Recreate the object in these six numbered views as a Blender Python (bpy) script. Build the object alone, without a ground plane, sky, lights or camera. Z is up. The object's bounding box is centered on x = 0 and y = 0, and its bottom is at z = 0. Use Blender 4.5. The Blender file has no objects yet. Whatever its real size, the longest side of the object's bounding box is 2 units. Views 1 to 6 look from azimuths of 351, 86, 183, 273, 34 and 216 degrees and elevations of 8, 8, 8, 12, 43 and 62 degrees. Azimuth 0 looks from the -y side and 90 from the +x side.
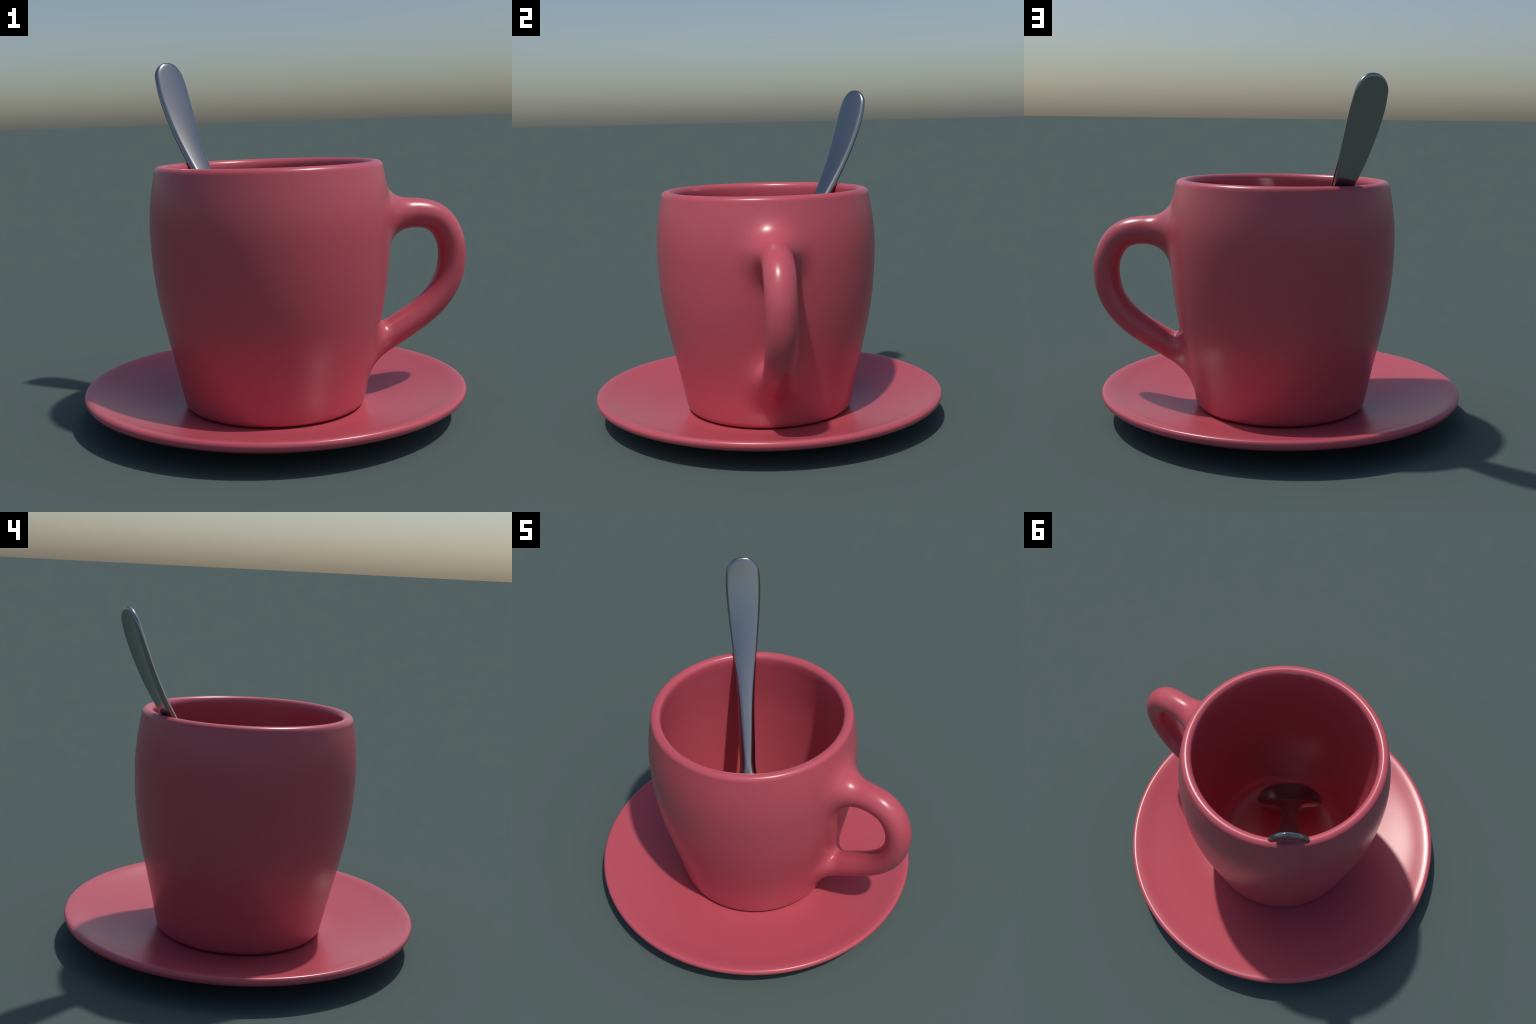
"""Pink glazed coffee cup on its saucer, with a steel teaspoon standing in the cup."""
import bpy, bmesh, math
from mathutils import Vector, Matrix
from mathutils.geometry import delaunay_2d_cdt

AXIS_X = -0.0287            # common axis of cup and saucer (y = 0)
SEGMENTS = 224              # divisions round the cup and the saucer


# ------------------------------------------------------------------ helpers
def spline(xs, ys):
    """Natural cubic spline through (xs, ys); returns an evaluator."""
    n = len(xs)
    h = [xs[i + 1] - xs[i] for i in range(n - 1)]
    m, c, d = [0.0] * n, [0.0] * n, [0.0] * n
    for i in range(1, n - 1):
        a = h[i - 1]
        b = 2 * (h[i - 1] + h[i])
        r = 6 * ((ys[i + 1] - ys[i]) / h[i] - (ys[i] - ys[i - 1]) / h[i - 1])
        k = b - a * c[i - 1]
        c[i] = h[i] / k
        d[i] = (r - a * d[i - 1]) / k
    for i in range(n - 2, 0, -1):
        m[i] = d[i] - c[i] * m[i + 1]

    def ev(x):
        i = 0
        while i < n - 2 and x > xs[i + 1]:
            i += 1
        a, b, H = xs[i + 1] - x, x - xs[i], h[i]
        return (m[i] * a ** 3 + m[i + 1] * b ** 3) / (6 * H) \
            + (ys[i] / H - m[i] * H / 6) * a + (ys[i + 1] / H - m[i + 1] * H / 6) * b
    return ev


def smooth_path(points, count, power=1.0):
    """Resample a curve of control points with chord-length splines."""
    t = [0.0]
    for p, q in zip(points, points[1:]):
        t.append(t[-1] + math.dist(p, q))
    fs = [spline(t, [p[k] for p in points]) for k in range(len(points[0]))]
    return [tuple(f(t[-1] * i / (count - 1)) for f in fs) for i in range(count)]


def mesh_object(name, verts, faces, material, parent=None):
    me = bpy.data.meshes.new(name)
    me.from_pydata([tuple(v) for v in verts], [], faces)
    me.validate()
    bm = bmesh.new()
    bm.from_mesh(me)
    bmesh.ops.recalc_face_normals(bm, faces=bm.faces)
    bm.to_mesh(me)
    bm.free()
    me.polygons.foreach_set("use_smooth", [True] * len(me.polygons))
    me.materials.append(material)
    ob = bpy.data.objects.new(name, me)
    bpy.context.scene.collection.objects.link(ob)
    ob.parent = parent
    return ob


def thing(name, label, category):
    e = bpy.data.objects.new(name, None)
    bpy.context.scene.collection.objects.link(e)
    e["label"], e["category"] = label, category
    return e


def split_part(ob, picker, name):
    """Move the faces chosen by picker into an object of their own; both keep the
    vertex normals of the whole surface, so no seam shows."""
    me = ob.data
    normals = [v.normal.copy() for v in me.vertices]
    chosen = [picker(p) for p in me.polygons]
    out = []
    for keep, obj_name in ((False, ob.name), (True, name)):
        idx, verts, faces, nors = {}, [], [], []
        for p, c in zip(me.polygons, chosen):
            if c != keep:
                continue
            f = []
            for v in p.vertices:
                if v not in idx:
                    idx[v] = len(verts)
                    verts.append(me.vertices[v].co.copy())
                    nors.append(normals[v])
                f.append(idx[v])
            faces.append(f)
        nm = bpy.data.meshes.new(obj_name)
        nm.from_pydata(verts, [], faces)
        nm.polygons.foreach_set("use_smooth", [True] * len(nm.polygons))
        nm.materials.append(me.materials[0])
        nm.normals_split_custom_set_from_vertices(nors)
        out.append(nm)
    ob.data = out[0]
    new = bpy.data.objects.new(name, out[1])
    bpy.context.scene.collection.objects.link(new)
    new.parent = ob.parent
    bpy.data.meshes.remove(me)
    ob.data.name = ob.name
    return new


# ---------------------------------------------------------------- materials
def glaze_material():
    mat = bpy.data.materials.new("pink_glaze")
    mat.use_nodes = True
    nt = mat.node_tree
    bsdf = nt.nodes["Principled BSDF"]
    bsdf.inputs["Roughness"].default_value = 0.30
    bsdf.inputs["IOR"].default_value = 1.5
    tc = nt.nodes.new("ShaderNodeTexCoord")
    mottle = nt.nodes.new("ShaderNodeTexNoise")
    mottle.inputs["Scale"].default_value = 95.0
    mottle.inputs["Detail"].default_value = 6.0
    ramp = nt.nodes.new("ShaderNodeValToRGB")
    ramp.color_ramp.elements[0].position = 0.3
    ramp.color_ramp.elements[0].color = (0.496, 0.083, 0.113, 1)
    ramp.color_ramp.elements[1].position = 0.7
    ramp.color_ramp.elements[1].color = (0.530, 0.092, 0.122, 1)
    grain = nt.nodes.new("ShaderNodeTexNoise")
    grain.inputs["Scale"].default_value = 160.0
    grain.inputs["Detail"].default_value = 3.0
    bump = nt.nodes.new("ShaderNodeBump")
    bump.inputs["Strength"].default_value = 0.015
    bump.inputs["Distance"].default_value = 0.004
    L = nt.links.new
    L(tc.outputs["Object"], mottle.inputs["Vector"])
    L(tc.outputs["Object"], grain.inputs["Vector"])
    L(mottle.outputs["Fac"], ramp.inputs["Fac"])
    L(ramp.outputs["Color"], bsdf.inputs["Base Color"])
    L(grain.outputs["Fac"], bump.inputs["Height"])
    L(bump.outputs["Normal"], bsdf.inputs["Normal"])
    return mat


def steel_material():
    mat = bpy.data.materials.new("polished_steel")
    mat.use_nodes = True
    nt = mat.node_tree
    bsdf = nt.nodes["Principled BSDF"]
    bsdf.inputs["Metallic"].default_value = 1.0
    bsdf.inputs["Base Color"].default_value = (0.33, 0.33, 0.335, 1)
    tc = nt.nodes.new("ShaderNodeTexCoord")
    noise = nt.nodes.new("ShaderNodeTexNoise")
    noise.inputs["Scale"].default_value = 9.0
    rng = nt.nodes.new("ShaderNodeMapRange")
    rng.inputs["To Min"].default_value = 0.17
    rng.inputs["To Max"].default_value = 0.21
    L = nt.links.new
    L(tc.outputs["Object"], noise.inputs["Vector"])
    L(noise.outputs["Fac"], rng.inputs["Value"])
    L(rng.outputs["Result"], bsdf.inputs["Roughness"])
    return mat


GLAZE = glaze_material()
STEEL = steel_material()

# ---------------------------------------------------------------------- cup
# outer wall: radius as a function of height
WALL_Z = [0.095, 0.130, 0.180, 0.250, 0.400, 0.600, 0.800, 0.900, 1.000, 1.100, 1.200, 1.252]
WALL_R = [0.4650, 0.4725, 0.4825, 0.4970, 0.5305, 0.5720, 0.5965, 0.6018, 0.6025, 0.5955, 0.5810, 0.5715]
wall_radius = spline(WALL_Z, WALL_R)
WALL_BOTTOM, WALL_TOP = WALL_Z[0], WALL_Z[-1]


def wall_point(theta, z, lift=0.0):
    r = wall_radius(z) + lift
    return Vector((AXIS_X + r * math.cos(theta), r * math.sin(theta), z))


# rim, inner wall and floor, from the top of the outer wall to the axis
RIM = [(0.5715, 1.252), (0.5690, 1.264), (0.5630, 1.2745), (0.5530, 1.2815), (0.5405, 1.2840),
       (0.5285, 1.2820), (0.5190, 1.2750), (0.5125, 1.2640), (0.5105, 1.248)]
INSIDE = [(0.5105, 1.248), (0.5150, 1.19), (0.5220, 1.10), (0.5265, 1.00), (0.5255, 0.90), (0.5185, 0.80),
          (0.494, 0.60), (0.455, 0.40), (0.428, 0.29), (0.410, 0.235), (0.391, 0.202), (0.364, 0.179),
          (0.332, 0.167), (0.290, 0.162), (0.200, 0.160), (0.0, 0.160)]
# rounded bottom edge, from the foot of the outer wall to the axis
BASE = [(0.4650, 0.095), (0.4608, 0.079), (0.4525, 0.066), (0.4410, 0.058), (0.4240, 0.0545),
        (0.36, 0.054), (0.2, 0.056), (0.0, 0.056)]

# handle: centre line in the x-z plane, and half thickness / half width along it
HANDLE_LINE = [(0.480, 1.004), (0.560, 1.004), (0.635, 1.002), (0.700, 0.9995), (0.765, 0.995), (0.820, 0.980),
               (0.868, 0.948), (0.905, 0.895), (0.926, 0.835), (0.9315, 0.770), (0.9210, 0.690),
               (0.889, 0.610), (0.840, 0.543), (0.778, 0.487), (0.708, 0.440), (0.640, 0.400),
               (0.565, 0.357), (0.480, 0.309), (0.380, 0.253)]
HANDLE_THICK = spline([0, 0.25, 0.5, 0.75, 1.0], [0.083, 0.0740, 0.0708, 0.0725, 0.075])
HANDLE_WIDE = spline([0, 0.25, 0.5, 0.75, 1.0], [0.082, 0.079, 0.0785, 0.078, 0.078])


def build_cup():
    cup = thing("coffee_cup", "pink glazed barrel-shaped coffee cup with rounded loop handle", "coffee cup")
    verts, faces = [], []

    # --- handle tube; its two ends flare into the wall through a fillet
    line = [Vector((x, 0, z)) for x, z in smooth_path(HANDLE_LINE, 97)]
    ring_n = 64
    rings = []
    for i, c in enumerate(line):
        t = i / (len(line) - 1)
        tan = (line[min(i + 1, len(line) - 1)] - line[max(i - 1, 0)]).normalized()
        side = Vector((0, 1, 0))
        up = side.cross(tan)
        ring = []
        for k in range(ring_n):
            a = 2 * math.pi * k / ring_n
            ring.append(c + up * (HANDLE_THICK(t) * math.sin(a)) + side * (HANDLE_WIDE(t) * math.cos(a)))
        rings.append(ring)

    def inside_wall(p):
        return math.hypot(p.x - AXIS_X, p.y) - wall_radius(min(max(p.z, WALL_BOTTOM), WALL_TOP))

    def meet_wall(column):
        """Point where one tube generator, followed from mid-handle, enters the wall."""
        j = next(i for i, p in enumerate(column) if inside_wall(p) < 0)
        a, b = column[j - 1], column[j]
        for _ in range(40):
            mid = (a + b) / 2
            if inside_wall(mid) > 0:
                a = mid
            else:
                b = mid
        return a

    half = len(rings) // 2
    loops = []
    end_parts = []
    for end in (0, 1):
        order = list(range(half, -1, -1)) if end == 0 else list(range(half, len(rings)))
        hits, cols = [], []
        for k in range(ring_n):
            col = [rings[i][k] for i in order]
            hits.append(meet_wall(col))
            cols.append(col)
        centre = sum(hits, Vector()) / ring_n
        curves, ends = [], []
        for k in range(ring_n):
            hit, col = hits[k], cols[k]
            th, z = math.atan2(hit.y, hit.x - AXIS_X), hit.z
            r = wall_radius(z)
            du, dv = th * r, z - centre.z
            ln = math.hypot(du, dv)
            du, dv = du / ln, dv / ln
            up_w, down_w = max(dv, 0) ** 2, max(-dv, 0) ** 2
            side_w = 1 - up_w - down_w
            reach = FILLET[end][0] * up_w + FILLET[end][1] * side_w + FILLET[end][2] * down_w
            back = FILLET_BACK[end][0] * up_w + FILLET_BACK[end][1] * side_w + FILLET_BACK[end][2] * down_w
            e_th, e_z = th + du * reach / r, z + dv * reach
            foot = wall_point(e_th, e_z)
            # where the fillet leaves the tube: walk back along the generator
            walk, start, pos = back, hit, None
            path = [hit] + [p for p in reversed(col) if inside_wall(p) > 0]
            for p, q in zip(path, path[1:]):
                seg = (q - p).length
                if walk <= seg:
                    pos = p.lerp(q, walk / seg)
                    break
                walk -= seg
            ctrl = wall_point(th + du * 0.04 * reach / r, z + dv * 0.04 * reach, 0.009)
            curve = []
            for m in range(13):
                s = m / 12
                p = pos * ((1 - s) ** 2) + ctrl * (2 * s * (1 - s)) + foot * (s * s)
                # never dip below the wall
                gap = inside_wall(p)
                if m == 12 or gap < 0:
                    ang = math.atan2(p.y, p.x - AXIS_X)
                    p = wall_point(ang, p.z)
                curve.append(p)
            curves.append(curve)
            ends.append((e_th, e_z))
        end_parts.append((order, cols, curves, hits))
        loops.append(ends)

    # --- outer wall as one sheet in (theta, z) with two openings for the handle
    rows = 74
    pts2d, edges = [], []
    zs = [WALL_BOTTOM + (WALL_TOP - WALL_BOTTOM) * i / (rows - 1) for i in range(rows)]

    def near_loop(th, z, loop, grow):
        ct = sum(p[0] for p in loop) / len(loop)
        cz = sum(p[1] for p in loop) / len(loop)
        a = math.atan2((z - cz), (th - ct) * 0.57)
        best = min(loop, key=lambda p: abs(math.remainder(math.atan2(p[1] - cz, (p[0] - ct) * 0.57) - a, 2 * math.pi)))
        return math.hypot(z - cz, (th - ct) * 0.57) < grow + math.hypot(best[1] - cz, (best[0] - ct) * 0.57)

    for z in zs:
        for k in range(SEGMENTS + 1):
            th = -math.pi + 2 * math.pi * k / SEGMENTS
            if abs(th) < 0.6 and any(near_loop(th, z, lp, 0.006) for lp in loops):
                continue
            pts2d.append((th, z))
    grid_n = len(pts2d)
    loop_start = []
    for lp in loops:
        s = len(pts2d)
        loop_start.append(s)
        pts2d += lp
        edges += [(s + k, s + (k + 1) % ring_n) for k in range(ring_n)]
    scaled = [Vector((th * 0.57, z)) for th, z in pts2d]
    res = delaunay_2d_cdt(scaled, edges, [], 0, 1e-7)
    out_v, out_f, orig_v = res[0], res[2], res[3]
    back_map = {}
    for i, o in enumerate(orig_v):
        for q in o:
            back_map[q] = i
    sheet = [wall_point(v.x / 0.57, v.y) for v in out_v]
    verts += sheet
    for f in out_f:
        cx = sum(out_v[i].x for i in f) / 3 / 0.57
        cz = sum(out_v[i].y for i in f) / 3
        if abs(cx) < 0.6 and any(point_in_loop(cx, cz, lp) for lp in loops):
            continue
        faces.append(tuple(f))
    n_wall_faces = len(faces)

    # --- rim, inside and base as surfaces of revolution
    def revolve(profile):
        prev = None
        for r, z in profile:
            if r < 1e-6:
                verts.append(Vector((AXIS_X, 0, z)))
                row = [len(verts) - 1]
            else:
                row = list(range(len(verts), len(verts) + SEGMENTS))
                for k in range(SEGMENTS):
                    th = -math.pi + 2 * math.pi * k / SEGMENTS
                    verts.append(Vector((AXIS_X + r * math.cos(th), r * math.sin(th), z)))
            if prev:
                for k in range(SEGMENTS):
                    k2 = (k + 1) % SEGMENTS
                    if len(row) == 1:
                        faces.append((prev[k], prev[k2], row[0]))
                    else:
                        faces.append((prev[k], prev[k2], row[k2], row[k]))
            prev = row

    revolve(smooth_path(RIM + INSIDE[1:], 280)[:-1] + [(0, INSIDE[-1][1])])
    revolve(smooth_path(BASE[:6], 20) + BASE[6:])

    # --- handle faces
    first_handle_face = len(faces)
    # portion of each generator between the two fillets
    columns = []
    for k in range(ring_n):
        a = end_parts[0][2][k]
        b = end_parts[1][2][k]
        pa, pb = a[0], b[0]
        mids = []
        full = [rings[i][k] for i in range(len(rings))]
        # parameter of the nearest ring to each fillet start
        ia = min(range(half + 1), key=lambda i: (full[i] - pa).length)
        ib = min(range(half, len(full)), key=lambda i: (full[i] - pb).length)
        lens = [0.0]
        seq = [pa] + full[ia + 2:ib - 1] + [pb]
        for p, q in zip(seq, seq[1:]):
            lens.append(lens[-1] + (q - p).length)
        count = 72
        for m in range(1, count):
            d = lens[-1] * m / count
            i = next(i for i in range(len(lens) - 1) if lens[i + 1] >= d - 1e-9)
            mids.append(seq[i].lerp(seq[i + 1], (d - lens[i]) / (lens[i + 1] - lens[i])))
        columns.append(list(reversed(a))[1:] + mids + b[:-1])
    base = len(verts)
    length = len(columns[0])
    for col in columns:
        verts += col

    def vid(k, m):
        k %= ring_n
        if m == 0:
            return back_map[loop_start[0] + k]
        if m == length + 1:
            return back_map[loop_start[1] + k]
        return base + k * length + m - 1
    for k in range(ring_n):
        for m in range(length + 1):
            faces.append((vid(k, m), vid(k + 1, m), vid(k + 1, m + 1), vid(k, m + 1)))

    ob = mesh_object("cup_body", verts, faces, GLAZE, cup)
    me = ob.data
    mark = me.attributes.new("part_id", 'INT', 'FACE')
    mark.data.foreach_set("value", [1 if i >= first_handle_face else 0 for i in range(len(faces))])
    bm = bmesh.new()
    bm.from_mesh(me)
    bmesh.ops.remove_doubles(bm, verts=bm.verts, dist=2e-5)
    bmesh.ops.recalc_face_normals(bm, faces=bm.faces)
    layer = bm.faces.layers.int["part_id"]
    flags = [f[layer] for f in bm.faces]
    bm.faces.layers.int.remove(layer)
    bm.to_mesh(me)
    bm.free()
    split_part(ob, lambda p: flags[p.index] == 1, "handle")
    return cup


# reach of the fillet along the wall and back along the tube: (above, beside, below)
FILLET = [(0.138, 0.158, 0.165), (0.130, 0.165, 0.088)]
FILLET_BACK = [(0.115, 0.150, 0.145), (0.085, 0.140, 0.120)]


def point_in_loop(x, y, loop):
    inside = False
    for (x1, y1), (x2, y2) in zip(loop, loop[1:] + loop[:1]):
        if (y1 > y) != (y2 > y) and x < (x2 - x1) * (y - y1) / (y2 - y1) + x1:
            inside = not inside
    return inside


# ------------------------------------------------------------------- saucer
SAUCER_TOP = [(0.0, 0.049), (0.20, 0.049), (0.38, 0.0492), (0.46, 0.0505), (0.54, 0.0588), (0.62, 0.0758),
              (0.70, 0.0960), (0.78, 0.1165), (0.86, 0.1390), (0.905, 0.1538), (0.926, 0.1597),
              (0.941, 0.1625), (0.9520, 0.1635), (0.9605, 0.1610), (0.9660, 0.1550), (0.9685, 0.1465),
              (0.9675, 0.1375), (0.9630, 0.1285), (0.9555, 0.1210), (0.9450, 0.1150)]
SAUCER_UNDER = [(0.9450, 0.1150), (0.90, 0.0960), (0.82, 0.0690), (0.72, 0.0400), (0.64, 0.0220), (0.58, 0.0130),
                (0.40, 0.0100), (0.0, 0.0100)]
FOOT_RING = [(0.585, 0.0150), (0.578, 0.0050), (0.570, 0.0005), (0.560, 0.0), (0.550, 0.0005),
             (0.542, 0.0040), (0.536, 0.0120)]


def revolved(name, profile, parent):
    verts, faces, prev = [], [], None
    for r, z in profile:
        row = list(range(len(verts), len(verts) + (1 if r < 1e-6 else SEGMENTS)))
        if len(row) == 1:
            verts.append((AXIS_X, 0, z))
        else:
            verts += [(AXIS_X + r * math.cos(2 * math.pi * k / SEGMENTS),
                       r * math.sin(2 * math.pi * k / SEGMENTS), z) for k in range(SEGMENTS)]
        if prev:
            for k in range(SEGMENTS):
                k2 = (k + 1) % SEGMENTS
                a, b = (prev[k % len(prev)], prev[k2 % len(prev)])
                c, d = (row[k2 % len(row)], row[k % len(row)])
                faces.append(tuple(dict.fromkeys((a, b, c, d))))
        prev = row
    return mesh_object(name, verts, faces, GLAZE, parent)


def build_saucer():
    saucer = thing("saucer", "round shallow pink glazed saucer with rolled edge", "saucer")
    profile = [(0.0, SAUCER_TOP[0][1])] + smooth_path(SAUCER_TOP, 150)[1:] \
        + smooth_path(SAUCER_UNDER, 40)[1:-1] + [(0.0, SAUCER_UNDER[-1][1])]
    revolved("dish", profile, saucer)
    revolved("foot_ring", smooth_path(FOOT_RING, 16), saucer)
    return saucer


# -------------------------------------------------------------------- spoon
SPOON_TURN = math.radians(34.4)      # heading of the plane the spoon leans in
SPOON_SHIFT = -0.0380                # sideways distance of that plane from the cup axis
# along the spoon from handle end to bowl tip:
# lean s, height z, half width, thickness, crown (arch of the front: + convex, - dished), edge radius
SPOON = [
    (0.7420, 1.8190, 0.0820, 0.028, 0.010, 0.018),
    (0.7035, 1.7000, 0.0995, 0.030, 0.010, 0.019),
    (0.6450, 1.5500, 0.0965, 0.031, 0.009, 0.019),
    (0.5715, 1.4000, 0.0820, 0.033, 0.008, 0.019),
    (0.4800, 1.2500, 0.0655, 0.037, 0.006, 0.022),
    (0.3755, 1.1000, 0.0530, 0.045, 0.003, 0.028),
    (0.2670, 0.9570, 0.0480, 0.054, 0.001, 0.035),
    (0.1610, 0.8240, 0.0480, 0.060, 0.000, 0.040),
    (0.0640, 0.7160, 0.0580, 0.060, 0.000, 0.040),
    (-0.006, 0.6280, 0.1200, 0.047, -0.003, 0.030),
    (-0.060, 0.5380, 0.1920, 0.028, -0.046, 0.016),
    (-0.115, 0.4550, 0.2000, 0.022, -0.086, 0.012),
    (-0.190, 0.3620, 0.1920, 0.020, -0.098, 0.012),
    (-0.270, 0.2750, 0.1800, 0.020, -0.056, 0.012),
    (-0.352, 0.2030, 0.1750, 0.018, 0.000, 0.012),
]


def build_spoon():
    spoon = thing("teaspoon", "slim polished steel teaspoon leaning inside the cup", "spoon")
    w = Vector((-math.sin(SPOON_TURN), math.cos(SPOON_TURN), 0))
    n = Vector((math.cos(SPOON_TURN), math.sin(SPOON_TURN), 0))
    origin = Vector((AXIS_X, 0, 0)) + n * SPOON_SHIFT
    t = [0.0]
    for p, q in zip(SPOON, SPOON[1:]):
        t.append(t[-1] + math.dist(p[:2], q[:2]))
    total = t[-1]
    fs, fz = spline(t, [p[0] for p in SPOON]), spline(t, [p[1] for p in SPOON])
    fth, fcr = spline(t, [p[3] for p in SPOON]), spline(t, [p[4] for p in SPOON])
    fedge = spline(t, [p[5] for p in SPOON])
    fw = spline(t, [p[2] for p in SPOON])

    def width(d):
        """Station width, rounded off by an ellipse at both ends."""
        k = 1.0
        for e, cap in ((d, 0.088), (total - d, 0.20)):
            if e < cap:
                k *= max(1 - (1 - e / cap) ** 2.2, 0) ** (1 / 2.2)
        return max(fw(d) * k, 1e-4)

    stations = 200
    ring_n = 80
    verts, faces = [], []
    dist = []
    for i in range(stations):
        u = i / (stations - 1)
        # crowd the stations towards the two rounded ends
        v = 0.5 - 0.5 * math.cos(math.pi * u)
        dist.append(total * (0.35 * u + 0.65 * v))
    dist[0], dist[-1] = 0.0, total
    for d in dist:
        s, z = fs(d), fz(d)
        ds, dz = fs(min(d + .004, total)) - fs(max(d - .004, 0)), fz(min(d + .004, total)) - fz(max(d - .004, 0))
        L = math.hypot(ds, dz)
        # front of the spoon faces up and towards the cup axis
        front = (w * (dz / L) + Vector((0, 0, 1)) * (-ds / L))
        if front.z < 0:
            front = -front
        hw, th, cr = width(d), fth(d), fcr(d)
        edge = fedge(d)
        span = fw(d) if d < total / 2 else hw
        end = min(d, total - d)
        c = origin + w * s + Vector((0, 0, z))
        for k in range(ring_n):
            a = 2 * math.pi * k / ring_n
            y = math.cos(a)
            # thickness swells from the outline inwards over the edge radius
            inset = hw * (1 - abs(y)) + 1e-6
            e = inset * end / (inset + end) / edge if end > 1e-6 else 0.0
            thick = 0.5 * th * (math.sqrt(1 - (1 - e) ** 2) if e < 1 else 1.0)
            crown = cr * (1 - (hw * y / span) ** 2)
            verts.append(c + n * (hw * y) + front * (crown + math.copysign(thick, math.sin(a))))
    for i in range(stations - 1):
        for k in range(ring_n):
            k2 = (k + 1) % ring_n
            faces.append((i * ring_n + k, i * ring_n + k2, (i + 1) * ring_n + k2, (i + 1) * ring_n + k))
    faces.append(tuple(range(ring_n)))
    faces.append(tuple((stations - 1) * ring_n + k for k in reversed(range(ring_n))))
    ob = mesh_object("spoon_handle", verts, faces, STEEL, spoon)
    bowl_from = t[8]
    limit = next(i for i, d in enumerate(dist) if d > bowl_from) * ring_n
    split_part(ob, lambda p: min(p.vertices) >= limit, "spoon_bowl")
    return spoon


build_cup()
build_saucer()
build_spoon()
